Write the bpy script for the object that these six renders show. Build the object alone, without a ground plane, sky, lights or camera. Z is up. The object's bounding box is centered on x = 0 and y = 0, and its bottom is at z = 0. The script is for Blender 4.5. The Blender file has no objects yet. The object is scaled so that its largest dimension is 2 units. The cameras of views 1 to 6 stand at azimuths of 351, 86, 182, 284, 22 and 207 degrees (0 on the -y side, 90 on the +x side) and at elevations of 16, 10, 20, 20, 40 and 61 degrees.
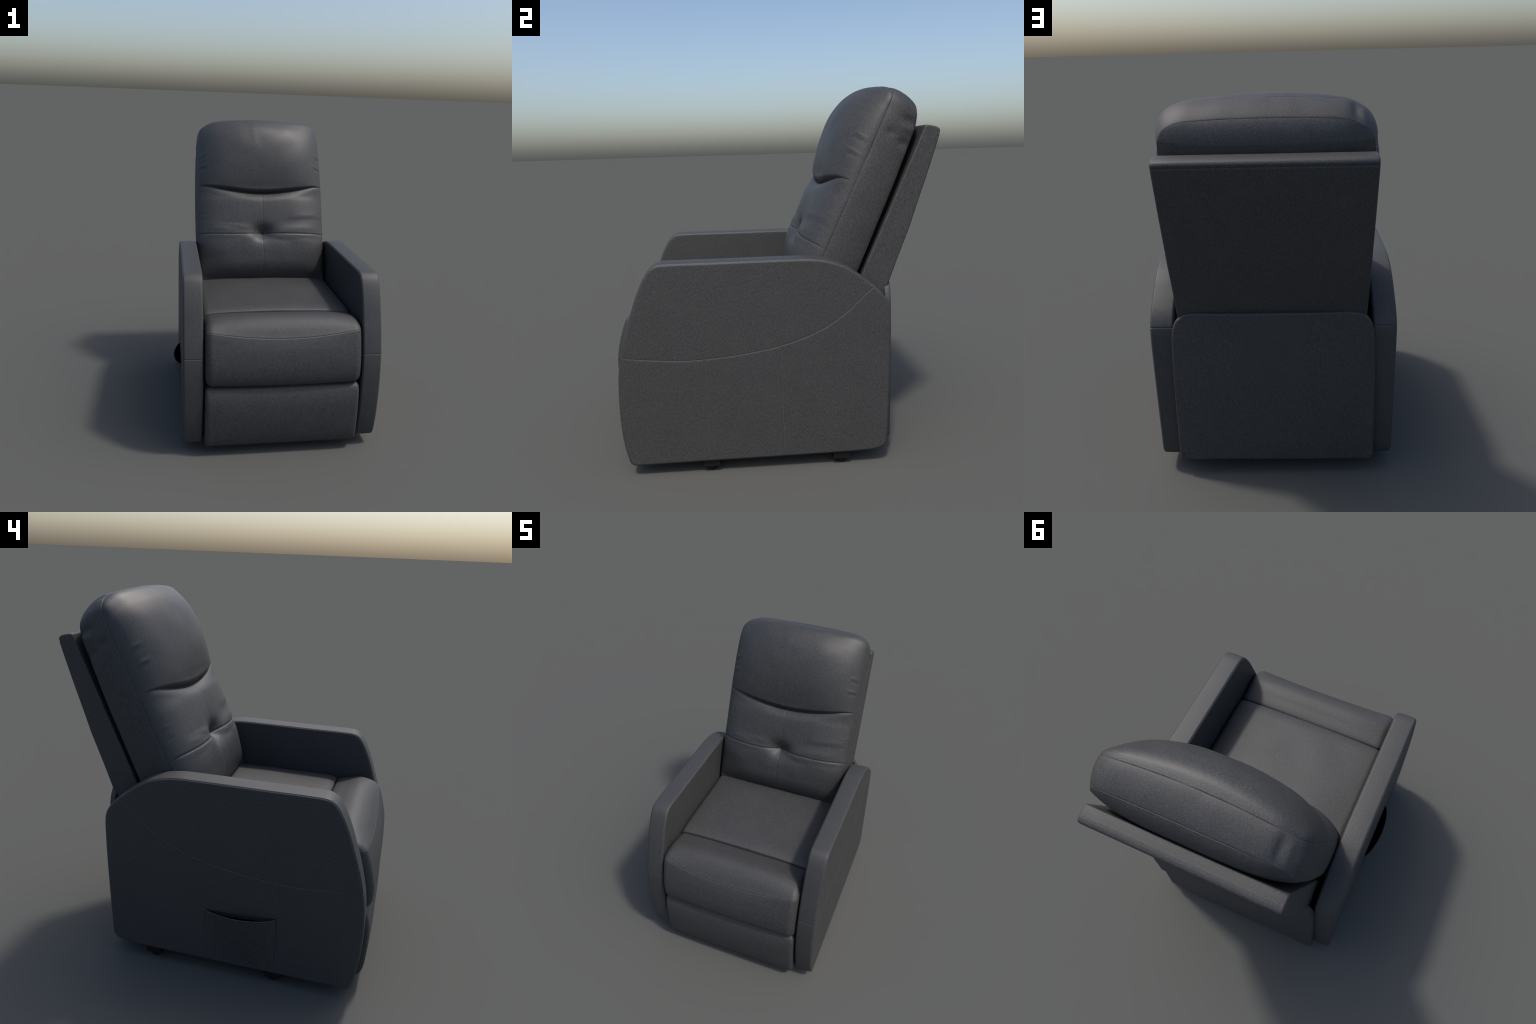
"""Upholstered dark-grey recliner armchair, built part by part (metres, z up, front faces -y)."""
import bpy, math
import numpy as np
from mathutils import noise as mnoise, Vector

XC = 0.023                       # mid plane of the chair body (the pocket widens the left side)

# ------------------------------------------------------------------ materials
def nodes_of(name):
    m = bpy.data.materials.new(name)
    m.use_nodes = True
    nt = m.node_tree
    return m, nt, nt.nodes["Principled BSDF"]


def upholstery(name, dark, light, rough, stretch, bump=0.25, spec=0.5):
    """heathered woven upholstery: short streaks of lighter yarn on a dark ground, soft gloss"""
    m, nt, bsdf = nodes_of(name)
    N, L = nt.nodes.new, nt.links.new
    tc = N("ShaderNodeTexCoord")
    mp = N("ShaderNodeMapping")
    mp.inputs["Scale"].default_value = stretch
    L(tc.outputs["Object"], mp.inputs["Vector"])
    fine = N("ShaderNodeTexNoise")
    fine.inputs["Scale"].default_value = 220
    fine.inputs["Detail"].default_value = 4
    fine.inputs["Roughness"].default_value = 0.55
    L(mp.outputs["Vector"], fine.inputs["Vector"])
    broad = N("ShaderNodeTexNoise")
    broad.inputs["Scale"].default_value = 9
    broad.inputs["Detail"].default_value = 3
    L(tc.outputs["Object"], broad.inputs["Vector"])
    ramp = N("ShaderNodeValToRGB")
    ramp.color_ramp.elements[0].position = 0.34
    ramp.color_ramp.elements[1].position = 0.76
    ramp.color_ramp.elements[0].color = (*dark, 1)
    ramp.color_ramp.elements[1].color = (*light, 1)
    L(fine.outputs["Fac"], ramp.inputs["Fac"])
    tone = N("ShaderNodeMapRange")
    tone.inputs["From Min"].default_value = 0.3
    tone.inputs["From Max"].default_value = 0.7
    tone.inputs["To Min"].default_value = 0.96
    tone.inputs["To Max"].default_value = 1.04
    L(broad.outputs["Fac"], tone.inputs["Value"])
    mul = N("ShaderNodeVectorMath")
    mul.operation = "SCALE"
    L(ramp.outputs["Color"], mul.inputs[0])
    L(tone.outputs["Result"], mul.inputs["Scale"])
    L(mul.outputs["Vector"], bsdf.inputs["Base Color"])
    rr = N("ShaderNodeMapRange")
    rr.inputs["To Min"].default_value = rough - 0.06
    rr.inputs["To Max"].default_value = rough + 0.06
    L(fine.outputs["Fac"], rr.inputs["Value"])
    L(rr.outputs["Result"], bsdf.inputs["Roughness"])
    bsdf.inputs["Specular IOR Level"].default_value = spec
    bp = N("ShaderNodeBump")
    bp.inputs["Strength"].default_value = bump
    bp.inputs["Distance"].default_value = 0.002
    L(fine.outputs["Fac"], bp.inputs["Height"])
    L(bp.outputs["Normal"], bsdf.inputs["Normal"])
    return m


def plain(name, col, rough, spec=0.3):
    m, nt, bsdf = nodes_of(name)
    n = nt.nodes.new("ShaderNodeTexNoise")
    n.inputs["Scale"].default_value = 60
    r = nt.nodes.new("ShaderNodeValToRGB")
    r.color_ramp.elements[0].color = (*[c * 0.8 for c in col], 1)
    r.color_ramp.elements[1].color = (*[c * 1.2 for c in col], 1)
    nt.links.new(n.outputs["Fac"], r.inputs["Fac"])
    nt.links.new(r.outputs["Color"], bsdf.inputs["Base Color"])
    bsdf.inputs["Roughness"].default_value = rough
    bsdf.inputs["Specular IOR Level"].default_value = spec
    return m


DARK, LIGHT = (0.027, 0.027, 0.0270), (0.060, 0.060, 0.0604)
FABRIC = upholstery("grey_upholstery_upright", [0.86 * c for c in DARK], [1.08 * c for c in LIGHT], 0.60, (1.0, 1.0, 0.40), spec=0.5)
FABRIC_ACROSS = upholstery("grey_upholstery_across", [0.85 * c for c in DARK], [1.06 * c for c in LIGHT], 0.53, (0.6, 0.9, 0.9), bump=0.22, spec=0.5)
FABRIC_LONG = upholstery("grey_upholstery_lengthwise", DARK, LIGHT, 0.58, (1.0, 0.6, 1.0), spec=0.5)
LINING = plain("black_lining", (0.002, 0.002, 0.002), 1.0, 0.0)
SEAM_HIGHLIGHT = plain("seam_highlight_cord", (0.082, 0.082, 0.083), 0.6, 0.4)  # lightened above the cloth colour to draw the glint on raised seams
PLASTIC = plain("black_plastic", (0.004, 0.004, 0.004), 0.7)

# ------------------------------------------------------------------ object helpers
ROOT = bpy.data.objects.new("recliner_armchair", None)
bpy.context.scene.collection.objects.link(ROOT)
ROOT["label"] = "dark grey upholstered recliner armchair with headrest and side pocket"
ROOT["category"] = "recliner chair"


def make(name, verts, faces, mat, parent=None, smooth=True, normals=None, sharp=None):
    me = bpy.data.meshes.new(name)
    me.from_pydata([tuple(map(float, v)) for v in verts], [], faces)
    me.materials.append(mat)
    me.update()
    if smooth:
        me.shade_smooth()
        if sharp is not None:
            me.set_sharp_from_angle(angle=math.radians(sharp))
    if normals is not None:
        me.normals_split_custom_set_from_vertices([tuple(map(float, n)) for n in normals])
    ob = bpy.data.objects.new(name, me)
    bpy.context.scene.collection.objects.link(ob)
    ob.parent = parent or ROOT
    return ob


def grid_faces(nu, nv, off=0, flip=False, wrap=False):
    """quads of a nu x nv vertex grid, index = i*nv+j"""
    f = []
    for i in range(nu if wrap else nu - 1):
        a, b = off + i * nv, off + ((i + 1) % nu) * nv
        for j in range(nv - 1):
            q = (a + j, b + j, b + j + 1, a + j + 1)
            f.append(q[::-1] if flip else q)
    return f


def vertex_normals(V, F):
    V = np.asarray(V, float)
    N = np.zeros_like(V)
    Q = np.array([q if len(q) == 4 else (*q, q[2]) for q in F])
    n = np.cross(V[Q[:, 2]] - V[Q[:, 0]], V[Q[:, 3]] - V[Q[:, 1]])
    for k in range(4):
        np.add.at(N, Q[:, k], n)
    return N / np.maximum(np.linalg.norm(N, axis=1, keepdims=True), 1e-12)


def split_parts(V, F, tags, spec, parent_tag):
    """cut one smooth surface into named objects that share border positions and normals"""
    V = np.asarray(V, float)
    N = vertex_normals(V, F)
    tags = np.asarray(tags)
    made = {}
    order = [parent_tag] + [t for t in spec if t != parent_tag]
    for t in order:
        idx = np.nonzero(tags == t)[0]
        used = sorted({v for k in idx for v in F[k]})
        remap = {v: n for n, v in enumerate(used)}
        name, mat = spec[t]
        made[t] = make(name, V[used], [tuple(remap[v] for v in F[k]) for k in idx], mat,
                       parent=None if t == parent_tag else made[parent_tag], normals=N[used])
    return made


# ------------------------------------------------------------------ curve helpers
def smooth_curve(pts, step=0.006, closed=False):
    """centripetal-free Catmull-Rom through the points, resampled evenly"""
    P = np.asarray(pts, float)
    n = len(P)
    out = []
    for i in range(n if closed else n - 1):
        if closed:
            p0, p1, p2, p3 = P[(i - 1) % n], P[i], P[(i + 1) % n], P[(i + 2) % n]
        else:
            p1, p2 = P[i], P[i + 1]
            p0 = P[i - 1] if i else 2 * p1 - p2
            p3 = P[i + 2] if i + 2 < n else 2 * p2 - p1
        d = np.linalg.norm(p2 - p1)
        # tangents limited to the span length so unequal spacing does not overshoot
        m1 = (p2 - p0) / max(np.linalg.norm(p1 - p0) + d, 1e-9) * d
        m2 = (p3 - p1) / max(np.linalg.norm(p3 - p2) + d, 1e-9) * d
        t = np.linspace(0, 1, 24, endpoint=False)[:, None]
        out.append((2 * t**3 - 3 * t**2 + 1) * p1 + (t**3 - 2 * t**2 + t) * m1 + (3 * t**2 - 2 * t**3) * p2 + (t**3 - t**2) * m2)
    out = np.vstack(out + [P[:1] if closed else P[-1:]])
    return resample(out, max(3, int(length(out) / step)))


def length(P):
    return float(np.linalg.norm(np.diff(P, axis=0), axis=1).sum())


def at(P, t):
    """points at the fractions t of the polyline's length"""
    d = np.concatenate([[0], np.cumsum(np.linalg.norm(np.diff(P, axis=0), axis=1))])
    d /= d[-1]
    return np.stack([np.interp(t, d, P[:, k]) for k in range(P.shape[1])], axis=-1)


def resample(P, n):
    return at(P, np.linspace(0, 1, n))


def normals2d(P, closed=True):
    """outward normals of a counter-clockwise loop"""
    T = (np.roll(P, -1, 0) - np.roll(P, 1, 0)) if closed else np.gradient(P, axis=0)
    T /= np.maximum(np.linalg.norm(T, axis=1, keepdims=True), 1e-12)
    return np.stack([T[:, 1], -T[:, 0]], axis=1)


def coons(bottom, right, top, left, u, v):
    """bottom,top run left->right; left,right run bottom->top; returns (nu,nv,2)"""
    B, T, Lf, R = at(bottom, u), at(top, u), at(left, v), at(right, v)
    U, W = u[:, None, None], v[None, :, None]
    S = (1 - W) * B[:, None] + W * T[:, None] + (1 - U) * Lf[None] + U * R[None]
    c = (1 - U) * (1 - W) * bottom[0] + U * (1 - W) * bottom[-1] + (1 - U) * W * top[0] + U * W * top[-1]
    return S - c


def edge_params(n, span):
    """grid fractions, clustered at both ends so that rolled edges and seams are sharp"""
    near = np.array([0, .001, .002, .0035, .005, .0075, .0105, .0145, .02]) / span
    return np.concatenate([near, np.linspace(near[-1], 1 - near[-1], n)[1:-1], (1 - near)[::-1]])


def dist_to(P, C):
    """distance of the points P (n,2) to the polyline C"""
    best = np.full(len(P), 9.0)
    for a, b in zip(C[:-1], C[1:]):
        d = b - a
        t = np.clip(((P - a) @ d) / max(d @ d, 1e-12), 0, 1)
        best = np.minimum(best, np.linalg.norm(P - a - t[:, None] * d, axis=1))
    return best


def roll_drop(d, r):
    """sink of a rolled edge of radius r, whose border is the 45 degree point"""
    x = np.clip(1 - (d + 0.293 * r) / r, 0, 1)
    return r * (1 - np.sqrt(1 - x * x))


def lumps(P, scale, seed):
    return np.array([mnoise.noise(Vector((p[0] * scale + seed, p[1] * scale, p[2] * scale))) for p in P])


def inset_loop(P, Nn, d):
    """the loop moved inwards by d; points that would fold over at a corner collapse onto the mitre"""
    if d < 1e-9:
        return P.copy()
    Q = P - Nn * d
    ok = dist_to(Q, np.vstack([P, P[:1]])) > d * 0.985
    if ok.all():
        return Q
    n = len(P)
    good = np.nonzero(ok)[0]
    ext = np.concatenate([good - n, good, good + n])
    k = np.arange(n)
    return np.column_stack([np.interp(k, ext, np.tile(Q[good, c], 3)) for c in range(2)])


# ------------------------------------------------------------------ generic upholstered block
def block(name, profile, x0, x1, r, mat, axis="x", bulge=None, parent=None, nseg=7, nmid=24, post=None):
    """a closed profile swept from x0 to x1, its two end rims rolled with radius r.
    axis 'x': profile in (y,z); axis 'y': profile in (x,z)."""
    P = np.asarray(profile, float)
    if np.linalg.norm(P[0] - P[-1]) < 1e-6:
        P = P[:-1]
    area = np.sum(P[:, 0] * np.roll(P[:, 1], -1) - np.roll(P[:, 0], -1) * P[:, 1])
    if area < 0:
        P = P[::-1]
    Nn = normals2d(P)
    a = np.linspace(math.pi / 2, 0, nseg)
    xs = [(x0 + r - r * math.sin(t), r * (1 - math.cos(t))) for t in a]
    xs += [(x, 0) for x in np.linspace(x0 + r, x1 - r, nmid)[1:-1]]
    xs += [(x1 - r + r * math.sin(t), r * (1 - math.cos(t))) for t in a[::-1]]
    V = []
    for x, inset in xs:
        ring = inset_loop(P, Nn, inset)
        if bulge is not None:
            b = bulge(P, (x - x0) / (x1 - x0))
            ring = ring + (Nn * b[:, None] if b.ndim == 1 else b)
        if axis == "x":
            V += [(x, p[0], p[1]) for p in ring]
        else:
            V += [(p[0], x, p[1]) for p in ring]
    n, k = len(P), len(xs)
    flip = axis == "x"
    F = []
    for i in range(k - 1):
        for j in range(n):
            q = (i * n + j, (i + 1) * n + j, (i + 1) * n + (j + 1) % n, i * n + (j + 1) % n)
            F.append(q[::-1] if flip else q)
    # flat margin inside each end face keeps its shading flat
    for i, x in ((0, x0), (k - 1, x1)):
        base = len(V)
        ring = inset_loop(P, Nn, r + .004)
        V += [(x, p[0], p[1]) if axis == "x" else (p[0], x, p[1]) for p in ring]
        for j in range(n):
            q = (i * n + j, i * n + (j + 1) % n, base + (j + 1) % n, base + j)
            F.append(q if (i == 0) != flip else q[::-1])
    starts = [k * n, (k + 1) * n]
    for side, x in ((0, x0), (1, x1)):
        ring = inset_loop(P, Nn, r + .004)
        mid = ring.mean(0)
        for f in ((.94, .85, .7, .55, .4, .25, .12) if post is not None else ()):
            base = len(V)
            rr = mid + (ring - mid) * f
            V += [(x, p[0], p[1]) if axis == "x" else (p[0], x, p[1]) for p in rr]
            for j in range(n):
                q = (starts[side] + j, starts[side] + (j + 1) % n, base + (j + 1) % n, base + j)
                F.append(q if (side == 0) != flip else q[::-1])
            starts[side] = base
    c0, c1 = tuple(starts[0] + j for j in range(n)), tuple(starts[1] + j for j in range(n))
    F += [c0[::-1] if flip else c0, c1 if flip else c1[::-1]]
    if post is not None:
        V = post(np.array(V))
    return make(name, V, F, mat, parent=parent, sharp=50)


def highlight_cord(name, line, r, mat, parent):
    """light caught on a seam ridge, modelled as a thin pale cord along the 3D line"""
    L = np.asarray(line, float)
    T = np.gradient(L, axis=0)
    T /= np.linalg.norm(T, axis=1, keepdims=True)
    A = np.cross(T, [1.0, 0, 0])
    A /= np.linalg.norm(A, axis=1, keepdims=True)
    B = np.cross(T, A)
    k = 8
    V = np.concatenate([L + r * (math.cos(2 * math.pi * i / k) * A + math.sin(2 * math.pi * i / k) * B) for i in range(k)])
    F = grid_faces(k, len(L), wrap=True)
    return make(name, V, F, mat, parent=parent)


# ------------------------------------------------------------------ armrests
ARM_OUTLINE = smooth_curve([
    (-.760, .066), (-.782, .069), (-.796, .081), (-.804, .104), (-.817, .160), (-.829, .260), (-.833, .400), (-.828, .540), (-.814, .640),
    (-.785, .760), (-.752, .862), (-.720, .955), (-.690, 1.025), (-.662, 1.077), (-.638, 1.107), (-.610, 1.124), (-.575, 1.130),
    (-.300, 1.130), (.060, 1.130), (.160, 1.128), (.237, 1.118), (.300, 1.100), (.345, 1.080), (.390, 1.053), (.435, 1.019), (.480, .983), (.520, .947),
    (.548, .913), (.567, .878), (.575, .840), (.578, .780), (.577, .600), (.572, .400), (.566, .220), (.562, .140), (.552, .107), (.524, .087),
    (.460, .077), (.330, .073), (0, .070), (-.400, .068)], step=0.004, closed=True)[:-1][::-1]   # counter-clockwise
ARM_R = 0.013


def outline_between(p, q):
    """stretch of the arm outline from the point nearest p to the point nearest q, in loop order"""
    i = int(np.argmin(np.linalg.norm(ARM_OUTLINE - p, axis=1)))
    j = int(np.argmin(np.linalg.norm(ARM_OUTLINE - q, axis=1)))
    k = (j - i) % len(ARM_OUTLINE)
    return np.array([ARM_OUTLINE[(i + t) % len(ARM_OUTLINE)] for t in range(k + 1)])


def panel(name, sides, xface, out, parent, mat, rolled, n=(70, 60), lift=None, seam=0.0018):
    """a fabric panel in a plane x = xface; sides = (bottom, right, top, left);
    rolled: which of them are outer (rolled) edges, the others are stitched seams"""
    b, r, t, l = sides
    u = edge_params(n[0], max(length(b), length(t)))
    v = edge_params(n[1], max(length(l), length(r)))
    S = coons(b, r, t, l, u, v).reshape(-1, 2)
    drop = np.zeros(len(S))
    for curve, is_rolled in zip(sides, rolled):
        d = dist_to(S, curve)
        if is_rolled:
            drop = np.maximum(drop, roll_drop(d, ARM_R) + 0.0022 * np.exp(-(d / 0.0022) ** 2))
        else:
            drop = np.maximum(drop, seam * np.exp(-(d / 0.0028) ** 2))
    x = xface - out * drop
    if lift is not None:
        x = x + out * lift(S)
    V = np.column_stack([x, S])
    F = grid_faces(len(u), len(v), flip=(out < 0))
    return make(name, V, F, mat, parent=parent)


def armrest(x_out, out):
    """x_out: plane of the outer face; out = +1 right arm, -1 left arm"""
    width = 0.123
    x_in = x_out - out * width
    r = ARM_R
    inset = ARM_OUTLINE - normals2d(ARM_OUTLINE) * 0.293 * r
    # ---- edge band running round the outline
    cum = np.concatenate([[0], np.cumsum(np.linalg.norm(np.diff(np.vstack([ARM_OUTLINE, ARM_OUTLINE[:1]]), axis=0), axis=1))])
    total = cum[-1]
    seam_s = [cum[int(np.argmin(np.linalg.norm(ARM_OUTLINE - p, axis=1)))] for p in ((-.812, .652), (.569, .873))]
    ss = np.unique(np.round(np.concatenate([cum[:-1]] + [s + np.array([-.006, -.004, -.0025, -.0012, 0, .0012, .0025, .004, .006]) for s in seam_s]), 5))
    loop = np.vstack([ARM_OUTLINE, ARM_OUTLINE[:1]])
    P = np.column_stack([np.interp(ss, cum, loop[:, k]) for k in range(2)])
    Nn = normals2d(P)
    sd = np.min([np.abs(ss - s) for s in seam_s], axis=0)
    stitch = 0.0020 * np.exp(-(sd / 0.0028) ** 2)
    d = np.concatenate([[0, .001, .002, .0035, .005, .0075, .0105, .0145, .02], np.linspace(.03, width / 2, 5)])
    d = d[d <= width / 2]
    xs, sink = [], []
    flat_w = width - 2 * 0.293 * r
    ds = np.concatenate([d, (flat_w - d)[::-1]])
    ds = ds[(ds >= 0)]
    V = []
    for q in np.unique(np.round(ds, 6)):
        dd = min(q, flat_w - q)
        s = roll_drop(np.array([dd]), r)[0] + 0.0022 * math.exp(-(dd / 0.0022) ** 2)
        crown = 0.002 * math.sin(math.pi * q / flat_w)
        ring = P + Nn * (crown - s - stitch * min(1, dd / .004))[:, None]
        V.append(np.column_stack([np.full(len(P), x_out - out * (0.293 * r + q)), ring]))
    m = len(V)
    V = np.vstack(V)
    F = grid_faces(m, len(P), flip=(out > 0))
    for i in range(m - 1):
        a = (i * len(P) + len(P) - 1, (i + 1) * len(P) + len(P) - 1, (i + 1) * len(P), i * len(P))
        F.append(a[::-1] if out > 0 else a)
    F = [f[::-1] for f in F]
    arm = make("armrest", V, F, FABRIC_LONG)
    # ---- outer face: one upper panel above the curved seam, three below
    z0 = x_out
    O = lambda p, q: inset_between(inset, p, q)
    curve = smooth_curve([(-.813, .658), (-.720, .645), (-.600, .634), (-.500, .627), (-.387, .629), (-.221, .643), (-.080, .664), (.006, .682),
                          (.133, .722), (.247, .775), (.347, .845), (.420, .913), (.489, .975)], 0.005)
    start, end = O((-.813, .658), (-.813, .658))[0], O((.489, .975), (.489, .975))[0]
    curve[0], curve[-1] = start, end
    cut = lambda y: curve[int(np.argmin(np.abs(curve[:, 0] - y)))]
    part = lambda y0, y1: curve[int(np.argmin(np.abs(curve[:, 0] - y0))):int(np.argmin(np.abs(curve[:, 0] - y1))) + 1]
    tl, tr = (-.640, 1.105), (.260, 1.112)
    panel("armrest_side_panel", (curve, O(end, tr), O(tr, tl)[::-1], O(tl, start)[::-1]), x_out, out, arm, FABRIC, (0, 1, 1, 1), n=(150, 60))
    bottoms = [(-.384, .068), (.013, .070)]
    seams = []
    for (yb, zb), yt in zip(bottoms, (-.387, .006)):
        top = cut(yt)
        bot = O((yb, zb), (yb, zb))[0]
        seams.append(smooth_curve([bot, ((bot[0] + top[0]) / 2 - .002, (bot[1] + top[1]) / 2), top], 0.01))
    lo_l, lo_r = (-.792, .076), (.545, .098)
    left_side = O(start, lo_l)[::-1]
    panel("armrest_lower_panel", (O(lo_l, seams[0][0]), seams[0], part(-9, -.387), left_side), x_out, out, arm, FABRIC, (1, 0, 0, 1), n=(60, 70))
    panel("armrest_lower_panel", (O(seams[1][0], lo_r), O(lo_r, end), part(.006, 9), seams[1]), x_out, out, arm, FABRIC, (1, 1, 0, 0), n=(80, 90))
    depth = x_out - out * .0016
    for k, line in enumerate([curve] + [sm if out > 0 else sm[sm[:, 1] > .425] for sm in seams]):
        line = resample(line, max(8, int(length(line) / .006)))
        highlight_cord("seam_highlight_cord", np.column_stack([np.full(len(line), depth), line])[1:-2], .0012 if k == 0 else (.0012 if out > 0 else .0006), SEAM_HIGHLIGHT, arm)
    mid = (O(seams[0][0], seams[1][0]), seams[1], part(-.387, .006), seams[0])
    if out > 0:
        panel("armrest_lower_panel", mid, x_out, out, arm, FABRIC, (1, 0, 0, 0), n=(60, 70))
    else:
        # magazine pocket: the cloth below the mouth sags outward, the cloth above it stays flat
        def mouth(y):
            t = np.clip((.004 - y) / .386, 0, 1)
            return .399 + .019 * t - .006 * np.sin(math.pi * t)
        ys = np.linspace(-.386, .004, 60)
        lip = np.column_stack([ys, mouth(ys)])
        side_l = seams[0][seams[0][:, 1] < lip[0, 1]]
        side_r = seams[1][seams[1][:, 1] < lip[-1, 1]]
        side_l, side_r = np.vstack([side_l, lip[:1]]), np.vstack([side_r, lip[-1:]])
        up_l, up_r = seams[0][seams[0][:, 1] > .26], seams[1][seams[1][:, 1] > .26]
        panel("pocket_backing", (np.array([up_l[0], up_r[0]]), up_r, mid[2], up_l), x_out, out, arm, FABRIC, (0, 0, 0, 0), n=(60, 70),
              lift=lambda S: -.004 * np.clip((mouth(S[:, 0]) - S[:, 1]) / .012, 0, 1))

        def sag(S):
            t = np.clip((.004 - S[:, 0]) / .390, 0, 1)
            m = mouth(S[:, 0])
            h = np.clip((S[:, 1] - .075) / (m - .075), 0, 1)
            rise = h ** 1.4
            hem = 0.0025 * np.exp(-((m - S[:, 1] - .004) / .004) ** 2) - 0.0018 * np.exp(-((m - S[:, 1] - .014) / .002) ** 2)
            return 0.049 * np.sin(math.pi * np.clip(t, 0, 1) ** 1.12) ** .55 * rise + hem * np.minimum(1, 10 * np.minimum(t, 1 - t))
        pk = panel("magazine_pocket", (mid[0], side_r, lip, side_l), x_out, out, arm, FABRIC, (1, 0, 0, 0), n=(60, 70), lift=sag)
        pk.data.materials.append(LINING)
        so = pk.modifiers.new("cloth", "SOLIDIFY")
        so.thickness, so.offset, so.material_offset = 0.004, -1, 1
        so.use_rim = True
        so.material_offset_rim = 0
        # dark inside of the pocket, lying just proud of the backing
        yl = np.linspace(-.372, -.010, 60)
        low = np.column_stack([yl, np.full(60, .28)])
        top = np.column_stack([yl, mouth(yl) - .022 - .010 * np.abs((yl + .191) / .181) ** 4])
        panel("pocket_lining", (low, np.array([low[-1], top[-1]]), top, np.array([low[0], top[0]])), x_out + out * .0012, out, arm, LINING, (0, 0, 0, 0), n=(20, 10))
    # ---- inner face
    bl, br = (-.792, .076), (.545, .098)
    panel("armrest_inner_panel", (O(bl, br), O(br, tr), O(tr, tl)[::-1], O(tl, bl)[::-1]), x_in, -out, arm, FABRIC, (1, 1, 1, 1), n=(80, 60))
    return arm


def inset_between(loop, p, q):
    i = int(np.argmin(np.linalg.norm(loop - p, axis=1)))
    j = int(np.argmin(np.linalg.norm(loop - q, axis=1)))
    k = (j - i) % len(loop)
    return np.array([loop[(i + t) % len(loop)] for t in range(k + 1)])


# ------------------------------------------------------------------ backrest cushion (reclined frame)
B_O = np.array([0.293, 1.215])            # (y,z) of w = 0 on the side seam
B_A = np.array([0.4165, 0.9091])          # up along the back
B_N = np.array([-0.9091, 0.4165])         # out of its front


def back_frame(x, w, d):
    yz = B_O + np.multiply.outer(w, B_A) + np.multiply.outer(d, B_N)
    return np.concatenate([np.asarray(x)[..., None], yz], axis=-1)


def ridge(X, W, x0, w0, x1, w1, wid, amp):
    """a soft fold along a line, fading at its ends"""
    d = np.array([x1 - x0, w1 - w0])
    L2 = d @ d
    t = ((X - x0) * d[0] + (W - w0) * d[1]) / L2
    off = ((X - x0) * d[1] - (W - w0) * d[0]) / math.sqrt(L2)
    end = np.clip(1 - ((t - .5) / .62) ** 2, 0, 1) ** 1.5
    return amp * end * np.exp(-(off / wid) ** 2)


def pillow(e, below, above):
    """0 in the crease, 1 away from it, round like a stuffed edge on both sides"""
    q = np.where(e < 0, np.clip(1 + e / below, 0, 1), np.clip(1 - e / above, 0, 1))
    return np.sqrt(np.clip(1 - q * q, 0, 1))


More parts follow.
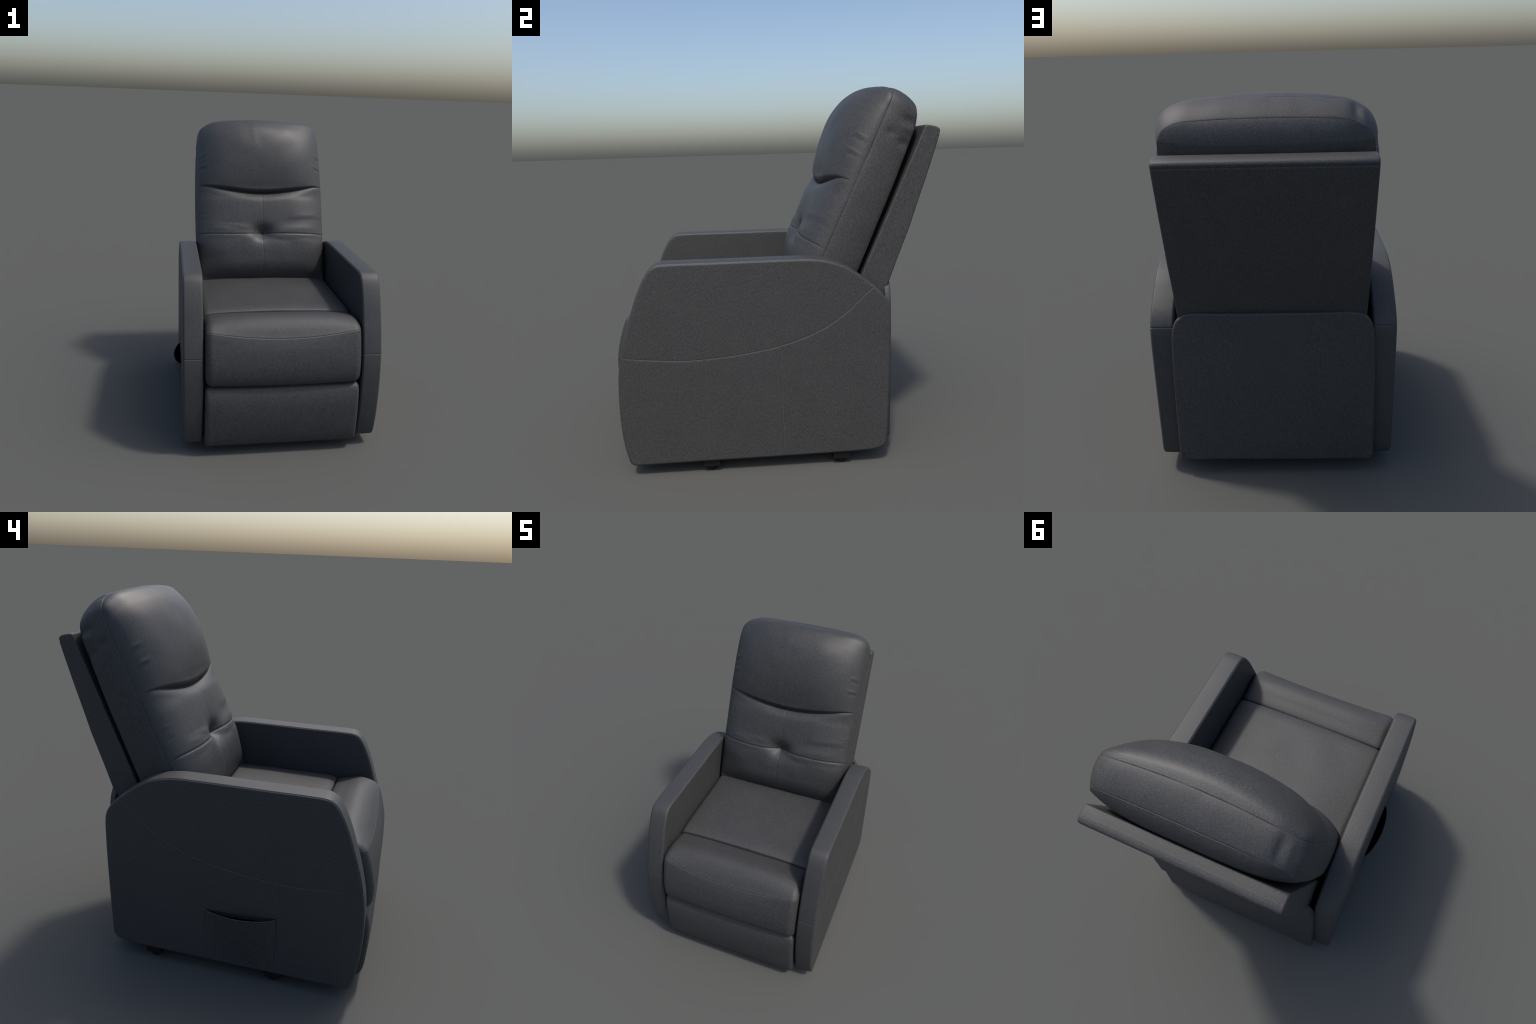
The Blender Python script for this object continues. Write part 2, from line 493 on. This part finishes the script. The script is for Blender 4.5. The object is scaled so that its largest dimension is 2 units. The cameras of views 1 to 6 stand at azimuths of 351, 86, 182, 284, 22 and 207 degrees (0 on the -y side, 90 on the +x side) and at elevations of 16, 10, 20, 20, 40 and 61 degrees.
def backrest_cushion():
    W_LOW, W_TOP = -0.50, 0.845
    hx = lambda w: np.interp(w, [-.5, -.1, .3, .6, .7], [.482, .492, .494, .486, .480])

    def outline(shrink, lower, flat):
        """left half-outline and top, seen along the back's normal; one side plus mirrored"""
        side = [(-hx(w) + shrink, w) for w in np.linspace(W_LOW, .68, 12)]
        corner = [(-.478 + shrink, .715), (-.471 + shrink, .769 - lower), (-.451 + shrink, .800 - lower), (-.419 + shrink, .819 - lower)]
        top = [(-.366 + shrink * .6, .832 - lower), (-.29, .8375 - lower), (-.18, .8425 - lower), (0, .845 - lower)]
        half = smooth_curve(side + corner + top, .004)
        k = int(np.argmin(np.linalg.norm(half - np.array([-.451 + shrink, .800 - lower]), axis=1)))
        left = half[:k + 1]
        up = np.vstack([half[k:], (half[k:-1] * [-1, 1])[::-1]])
        right = left * [-1, 1]
        bottom = np.linspace(left[0], right[0], 40)
        return bottom, right, up, left

    nu, nv = 301, 401
    u, v = np.linspace(0, 1, nu), np.linspace(0, 1, nv)
    # finer columns at the two sides, finer rows at the top
    u = 0.5 + 0.5 * np.sin((u - .5) * math.pi) * .5 + (u - .5) * .5
    v = v + 0.12 * np.sin(v * math.pi) / math.pi
    u = np.sort(np.concatenate([u, [.0008, .0016, .0028, 1 - .0008, 1 - .0016, 1 - .0028]]))
    v = np.sort(np.concatenate([v, [1 - .0006, 1 - .0012, 1 - .002]]))
    nu, nv = len(u), len(v)
    S = coons(*outline(.007, .0, 1), u, v)
    X, W = S[..., 0], S[..., 1]
    s = (2 * u - 1)[:, None] * np.ones_like(W)
    wc = (W_LOW + (W_TOP - W_LOW) * v)[None, :] * np.ones_like(W)
    prof = smooth_curve([(-.50, -.06), (-.44, -.03), (-.395, .008), (-.35, .055), (-.30, .085), (-.235, .105), (-.167, .121), (-.09, .131), (0, .127), (.10, .128), (.18, .127), (.23, .120),
                         (.27, .123), (.34, .144), (.43, .167), (.52, .180), (.60, .182), (.67, .171), (.73, .146), (.78, .110), (.815, .076), (.836, .040), (.845, .0)], .003)
    D = np.interp(wc, prof[:, 0], prof[:, 1])
    q = np.clip((wc - .25) / .55, 0, 1)
    p = 3.3 - 1.2 * q * q * (3 - 2 * q)
    E = np.clip(1 - np.abs(s) ** p, 0, 1) ** .60
    D = np.where(D > 0, D * E, D)
    # head crease: sags to the middle, deep there and shallow at the sides
    wh = .243 + .085 * np.abs(s) ** 1.8
    e1 = wc - wh
    mid = np.clip(1 - s * s, 0, 1)
    deep = .004 + .052 * mid ** 1.3
    fade = np.clip((1 - np.abs(s)) / .05, 0.35, 1)
    D -= deep * fade * (1 - pillow(e1, .020 + .060 * mid, .010 + .016 * mid))
    # waist seam with the button tuft
    wm = -.066 + .008 * s ** 2 - .046 * np.abs(s) * (1 - np.abs(s)) + .002 * np.sin(s * 5)
    e2 = wc - wm
    D -= .0075 * fade * (1 - pillow(e2, .012, .016))
    r = np.sqrt(((X - 0) / 1.25) ** 2 + ((wc + .066) / .85) ** 2)
    D -= .042 * np.exp(-(r / .062) ** 2) + .016 * np.exp(-r / .032) + .016 * np.exp(-(r / .15) ** 2)
    # vertical seam of the two lumbar panels
    col = np.exp(-((X - .0) / .0024) ** 2)
    D -= .0020 * col * (e1 < -.004) * np.clip((wc + .40) / .05, 0, 1)
    # folds that run to the tuft, and puckers along the side seams
    folds = [(-.40, -.020, -.20, -.040, .018, .0030), (-.30, .012, -.07, -.040, .020, .0030), (-.34, .020, -.16, .000, .014, -.002),
             (.12, -.044, .44, -.020, .026, .0042), (.12, .012, .47, .055, .024, -.0026), (.22, .05, .46, .085, .020, .0020),
             (-.16, -.115, -.03, -.078, .028, .0035), (.06, -.110, .24, -.128, .024, -.0035), (.05, -.085, .17, -.103, .016, .002),
             (-.42, -.110, -.15, -.112, .018, -.0015), (.20, -.110, .46, -.105, .018, -.002),
             (-.06, .82, -.055, .56, .030, .0016)]
    for f in folds:
        D += ridge(X, wc, *f)
    for sx in (-1, 1):
        for w0, a, dx in ((.560, .0030, .050), (.535, -.0020, .045), (.470, .0033, .060), (.447, -.0022, .050), (.12, .0018, .04), (.05, -.0016, .04)):
            D += ridge(X, wc, sx * .480, w0, sx * (.462 - dx), w0 - .006, .010, a)
    border = np.clip(np.minimum(1 - np.abs(s), (1 - v)[None, :] * 2) / .02, 0, 1)
    lump = lumps(np.column_stack([X.ravel(), wc.ravel(), 0 * X.ravel()]), 7.0, 3.1).reshape(X.shape)
    edge_d = np.minimum(np.minimum(u, 1 - u)[:, None] * .96, ((1 - v) * 1.345)[None, :])
    D += border * .003 * lump - .0030 * np.exp(-(edge_d / .0030) ** 2)
    # the seam itself: top edge stands a little forward in the middle
    D += .026 * np.clip(1 - s * s, 0, 1) * np.clip((wc - .55) / .295, 0, 1) ** 2
    # left top corner is caved in
    cave = np.exp(-(((X + .43) / .07) ** 2 + ((W - .80) / .075) ** 2))
    W2 = W - .010 * cave
    X2 = X + .009 * cave
    front = back_frame(X2 + XC - .003, W2, D)
    # band and back panel share the loop left-bottom ... top ... right-bottom
    loopF = np.concatenate([S[0, :], S[1:-1, -1], S[-1, ::-1]])
    loopD = np.concatenate([D[0, :], D[1:-1, -1], D[-1, ::-1]])
    Sb = coons(*outline(.016, .016, 1), u, v)
    loopB = np.concatenate([Sb[0, :], Sb[1:-1, -1], Sb[-1, ::-1]])
    nF = normals2d(loopF, closed=False) * -1
    backD = np.interp(loopB[:, 1], [-.5, -.1, .4, .69, .75, .83], [-.210, -.205, -.189, -.173, -.160, -.129])
    ts = np.concatenate([[.006, .014, .03, .06], np.linspace(.1, .9, 15), [.94, .97, .986, .994]])
    rings = []
    for t in ts:
        P = loopF * (1 - t) + loopB * t
        b = .013 * (1 - (2 * t - 1) ** 2) ** .8 - .0030 * (math.exp(-(t / .014) ** 2) + math.exp(-((1 - t) / .018) ** 2))
        Q = P + nF * b
        dd = loopD * (1 - t) + backD * t
        # slack cloth: dents towards the back of the band near the shoulder
        X3, W3 = Q[:, 0], Q[:, 1]
        dent = np.zeros(len(Q))
        for sx in (-1, 1):
            side = (np.sign(X3) == sx)
            dent += side * (.009 * np.exp(-(((W3 - .70) / .022) ** 2 + ((t - .78) / .25) ** 2)) - .005 * np.exp(-(((W3 - .66) / .02) ** 2 + ((t - .8) / .2) ** 2))
                            + .006 * np.exp(-(((W3 - .61) / .022) ** 2 + ((t - .35) / .16) ** 2)) + .009 * np.exp(-(((W3 - .585) / .025) ** 2 + ((t - .85) / .2) ** 2)))
        dent += .010 * np.exp(-(((X3 + .385) / .022) ** 2)) * (W3 > .76) * math.sin(math.pi * t) - .004 * np.exp(-(((X3 + .425) / .015) ** 2)) * (W3 > .70) * math.sin(math.pi * t)
        Q = Q - nF * dent[:, None]
        c = np.exp(-(((Q[:, 0] + .43) / .07) ** 2 + ((Q[:, 1] - .80) / .075) ** 2))
        Q = Q + np.column_stack([.009 * c, -.010 * c])
        lump_b = lumps(np.column_stack([Q, np.full(len(Q), t * .2)]), 9.0, 8.0)
        rings.append(back_frame(Q[:, 0] + XC - .003 + nF[:, 0] * .002 * lump_b, Q[:, 1] + nF[:, 1] * .002 * lump_b, dd))
    Xb, Wb = Sb[..., 0], Sb[..., 1]
    db = np.interp(Wb, [-.5, -.1, .4, .69, .75, .83], [-.210, -.205, -.189, -.173, -.160, -.129])
    puff = np.clip(1 - np.abs(s) ** 4, 0, 1) * np.clip(1 - np.abs(2 * v - 1)[None, :] ** 14, 0, 1)
    cb = np.exp(-(((Xb + .43) / .07) ** 2 + ((Wb - .80) / .075) ** 2))
    back = back_frame(Xb + XC - .003 + .009 * cb, Wb - .010 * cb, db - .050 * puff)

    V = [front.reshape(-1, 3)]
    F = grid_faces(nu, nv, flip=False)
    wcf, e1f = (wc[:-1, :-1] + wc[1:, 1:]) / 2, (e1[:-1, :-1] + e1[1:, 1:]) / 2
    e2f = (e2[:-1, :-1] + e2[1:, 1:]) / 2
    tags = list(np.where(e1f > 0, 1, np.where(e2f > 0, 2, 3)).ravel())
    loop_idx = [j for j in range(nv)] + [i * nv + nv - 1 for i in range(1, nu - 1)] + [(nu - 1) * nv + j for j in range(nv - 1, -1, -1)]
    K = len(loop_idx)
    prev = loop_idx
    off = nu * nv
    for ring in rings:
        V.append(ring)
        cur = list(range(off, off + K))
        off += K
        for k in range(K - 1):
            F.append((prev[k], cur[k], cur[k + 1], prev[k + 1])[::-1])
            tags.append(4)
        prev = cur
    V.append(back.reshape(-1, 3))
    bidx = [off + k for k in loop_idx]
    for k in range(K - 1):
        F.append((prev[k], bidx[k], bidx[k + 1], prev[k + 1])[::-1])
        tags.append(4)
    fb = grid_faces(nu, nv, off=off, flip=True)
    F += fb
    tags += [5] * len(fb)
    V = np.vstack(V)
    return split_parts(V, F, tags, {4: ("backrest_cushion", FABRIC), 1: ("headrest", FABRIC_ACROSS), 2: ("lumbar_cushion", FABRIC_ACROSS),
                                    3: ("lower_lumbar_cushion", FABRIC_ACROSS), 5: ("backrest_cushion_rear", FABRIC_ACROSS)}, 4)


# ------------------------------------------------------------------ seat
def seat_cushion():
    x0, x1, y0, y1 = XC - .491, XC + .491, -.522, .30
    u, v = edge_params(110, .97), edge_params(90, .82)
    X = x0 + (x1 - x0) * u[:, None] + 0 * v[None]
    Y = y0 + (y1 - y0) * v[None] + 0 * u[:, None]
    s = (X - XC) / .487
    ex = np.minimum(X - x0, x1 - X)
    ey = Y - y0
    Z = .862 - .020 * np.abs(s) ** 3 + .004 * np.sin((Y + .5) * 4) * (1 - s * s)
    # rounded front corners and rims
    def rim(d, r):
        q = np.clip(1 - d / r, 0, 1)
        return r * (1 - np.sqrt(1 - q * q * .995))
    Z -= rim(ex, .035) + .24 * rim(ey, .085)
    Z += .003 * lumps(np.column_stack([X.ravel(), Y.ravel(), 0 * X.ravel()]), 5.0, 1.7).reshape(X.shape)
    V = np.stack([X, Y, Z], -1).reshape(-1, 3)
    nu, nv = len(u), len(v)
    F = grid_faces(nu, nv)
    # skirt down to the seat frame
    rimI = [i * nv for i in range(nu)] + [(nu - 1) * nv + j for j in range(1, nv)] + [i * nv + nv - 1 for i in range(nu - 2, -1, -1)] + [j for j in range(nv - 2, 0, -1)]
    low = V[rimI] * [1, 1, 0] + [0, 0, .55]
    off = len(V)
    K = len(rimI)
    for k in range(K):
        F.append((rimI[k], off + k, off + (k + 1) % K, rimI[(k + 1) % K]))
    return make("seat_cushion", np.vstack([V, low]), F, FABRIC_LONG)


def seat_front_roll():
    """the padded front of the seat: a rounded top, a stitched edge, then the upright face"""
    prof = smooth_curve([(-.522, .60), (-.523, .76), (-.524, .818), (-.530, .835), (-.550, .846), (-.592, .859), (-.637, .871), (-.680, .876), (-.722, .867), (-.762, .842), (-.797, .801)], .004)
    face = smooth_curve([(-.797, .801), (-.813, .764), (-.834, .705), (-.849, .640), (-.856, .580), (-.854, .525), (-.844, .493), (-.826, .478), (-.800, .474), (-.700, .474), (-.560, .480), (-.522, .60)], .004)
    P = np.vstack([prof[:-1], face[:-1]])
    P = resample(np.vstack([P, P[:1]]), 900)[:-1]
    seam = np.array([-.797, .801])
    N0 = normals2d(P)
    if np.sum(P[:, 0] * np.roll(P[:, 1], -1) - np.roll(P[:, 0], -1) * P[:, 1]) < 0:
        N0 = -N0

    def bulge(Q, t):
        """the stitched edge sags and comes forward in the middle; the face is stuffed; the top is crowned"""
        c = 1 - (2 * t - 1) ** 2
        d = np.linalg.norm(Q - seam, axis=1)
        nn = N0 if np.allclose(Q[0], P[0]) else N0[::-1]
        b = .010 * c * np.clip((-.60 - Q[:, 0]) / .2, 0, 1) - .0022 * np.exp(-(d / .0026) ** 2)
        b = b - .020 * np.clip((Q[:, 1] - .80) / .07, 0, 1) * (2 * t - 1) ** 4
        pull = np.exp(-(d / .075) ** 2) * c
        return nn * b[:, None] + np.column_stack([-.010 * pull, -.033 * pull + (.002 + .018 * (1 - c)) * np.exp(-(d / .075) ** 2)])
    return block("seat_front_roll", P, XC - .490, XC + .490, .048, FABRIC, bulge=bulge, nmid=90, nseg=14)


def footrest():
    P = smooth_curve([(-.560, .467), (-.790, .467), (-.815, .463), (-.836, .448), (-.848, .415), (-.856, .360), (-.858, .290), (-.856, .200), (-.850, .120), (-.840, .080), (-.825, .060), (-.800, .054), (-.560, .060), (-.545, .26)], .006, closed=True)

    def bulge(Q, t):
        s = 2 * t - 1
        return .010 * (1 - s ** 4) * (Q[:, 0] < -.8) * np.sin(np.clip((Q[:, 1] - .06) / .41, 0, 1) * math.pi)
    return block("footrest", P, XC - .489, XC + .489, .026, FABRIC, bulge=bulge, nmid=60, nseg=8)


# ------------------------------------------------------------------ shell behind the cushion, back panel, base
def backrest_shell():
    front = lambda z: .463 + (z - 1.016) * .432
    rear = lambda z: np.interp(z, [.80, .885, 1.065, 1.257, 1.342, 1.511, 1.647, 1.738], [.548, .581, .645, .718, .745, .801, .844, .871])
    P = [(front(.80), .80), (rear(.80), .80)]
    P += [(rear(z), z) for z in np.linspace(.85, 1.70, 30)]
    P += [(rear(1.725), 1.725), (.8695, 1.738), (.8705, 1.748), (.866, 1.757), (.856, 1.764), (.842, 1.769), (.820, 1.7735), (.7945, 1.777)]
    P += [(front(z), z) for z in np.linspace(1.770, .85, 34)]

    def bulge(Q, t):
        return -.003 * np.exp(-((Q[:, 1] - 1.733) / .003) ** 2) * (Q[:, 0] > rear(Q[:, 1]) - .01)
    sh = block("backrest_shell", resample(np.array(P + P[:1]), 700)[:-1], XC - .468, XC + .470, .009, FABRIC, bulge=bulge, nmid=12, nseg=6)
    # hinge block that carries the cushion on the shell
    H = [(front(z) + .02, z) for z in (.9, 1.65)] + [(front(z) - .10, z) for z in (1.65, .9)]
    block("backrest_mount", resample(np.array(H + H[:1]), 120), XC - .33, XC + .33, .004, LINING, nmid=3, nseg=3, parent=sh)
    return sh


def back_panel():
    half = [(0, .972), (.30, .972), (.395, .971), (.435, .962), (.467, .940), (.490, .908), (.503, .868), (.511, .80), (.518, .60), (.520, .40), (.520, .20), (.519, .118), (.515, .100), (.500, .093), (.3, .092), (0, .091)]
    P = smooth_curve(half + [(-x, z) for x, z in half[-2:0:-1]], .006, closed=True) + [XC, 0]

    def post(V):
        s = np.clip(np.abs(V[:, 0] - XC) / .52, 0, 1)
        V[:, 1] += np.where(V[:, 1] > .56, .026 * (1 - s ** 3) * np.clip((V[:, 2] - .08) / .5, 0, 1), 0)
        return V
    return block("rear_cover", P, .571, .606, .011, FABRIC, axis="y", nmid=6, nseg=9, post=post)


def base():
    P = [(-.76, .085), (.53, .095), (.53, .50), (-.50, .50), (-.76, .46)]
    b = block("base_frame", resample(np.array(P + P[:1]), 160), XC - .505, XC + .505, .004, PLASTIC, nmid=3, nseg=3)
    for x in (.585, -.541):
        for y in (-.378, .318):
            foot(x, y)


FOOT = {}


def foot(x, y):
    """plastic glide: square block with a rounded foot below"""
    if not FOOT:
        V, F = [], []
        n = 32
        rings = [(.030, .0), (.024, .001), (.030, .004), (.034, .010), (.036, .018), (.036, .034)]
        for r, z in [(.010, .0), (.022, .0015), (.030, .006), (.034, .013), (.035, .022), (.035, .036)]:
            V += [(r * math.cos(2 * math.pi * k / n), r * math.sin(2 * math.pi * k / n), z) for k in range(n)]
        for i in range(5):
            for k in range(n):
                F.append((i * n + k, i * n + (k + 1) % n, (i + 1) * n + (k + 1) % n, (i + 1) * n + k))
        F.append(tuple(range(n))[::-1])
        o = len(V)
        for z, e in ((.030, .040), (.032, .044), (.090, .044)):
            V += [(-e, -e, z), (e, -e, z), (e, e, z), (-e, e, z)]
        F.append((o + 3, o + 2, o + 1, o))
        for i in range(2):
            for k in range(4):
                F.append((o + i * 4 + k, o + i * 4 + (k + 1) % 4, o + (i + 1) * 4 + (k + 1) % 4, o + (i + 1) * 4 + k))
        F.append((o + 8, o + 9, o + 10, o + 11))
        ob = make("foot", V, F, PLASTIC, sharp=40)
        FOOT["me"] = ob.data
        ob.location = (x, y, 0)
        return
    ob = bpy.data.objects.new("foot", FOOT["me"])
    bpy.context.scene.collection.objects.link(ob)
    ob.parent = ROOT
    ob.location = (x, y, 0)


armrest(.646, +1)
armrest(-.600, -1)
backrest_cushion()
seat_cushion()
seat_front_roll()
footrest()
backrest_shell()
back_panel()
base()
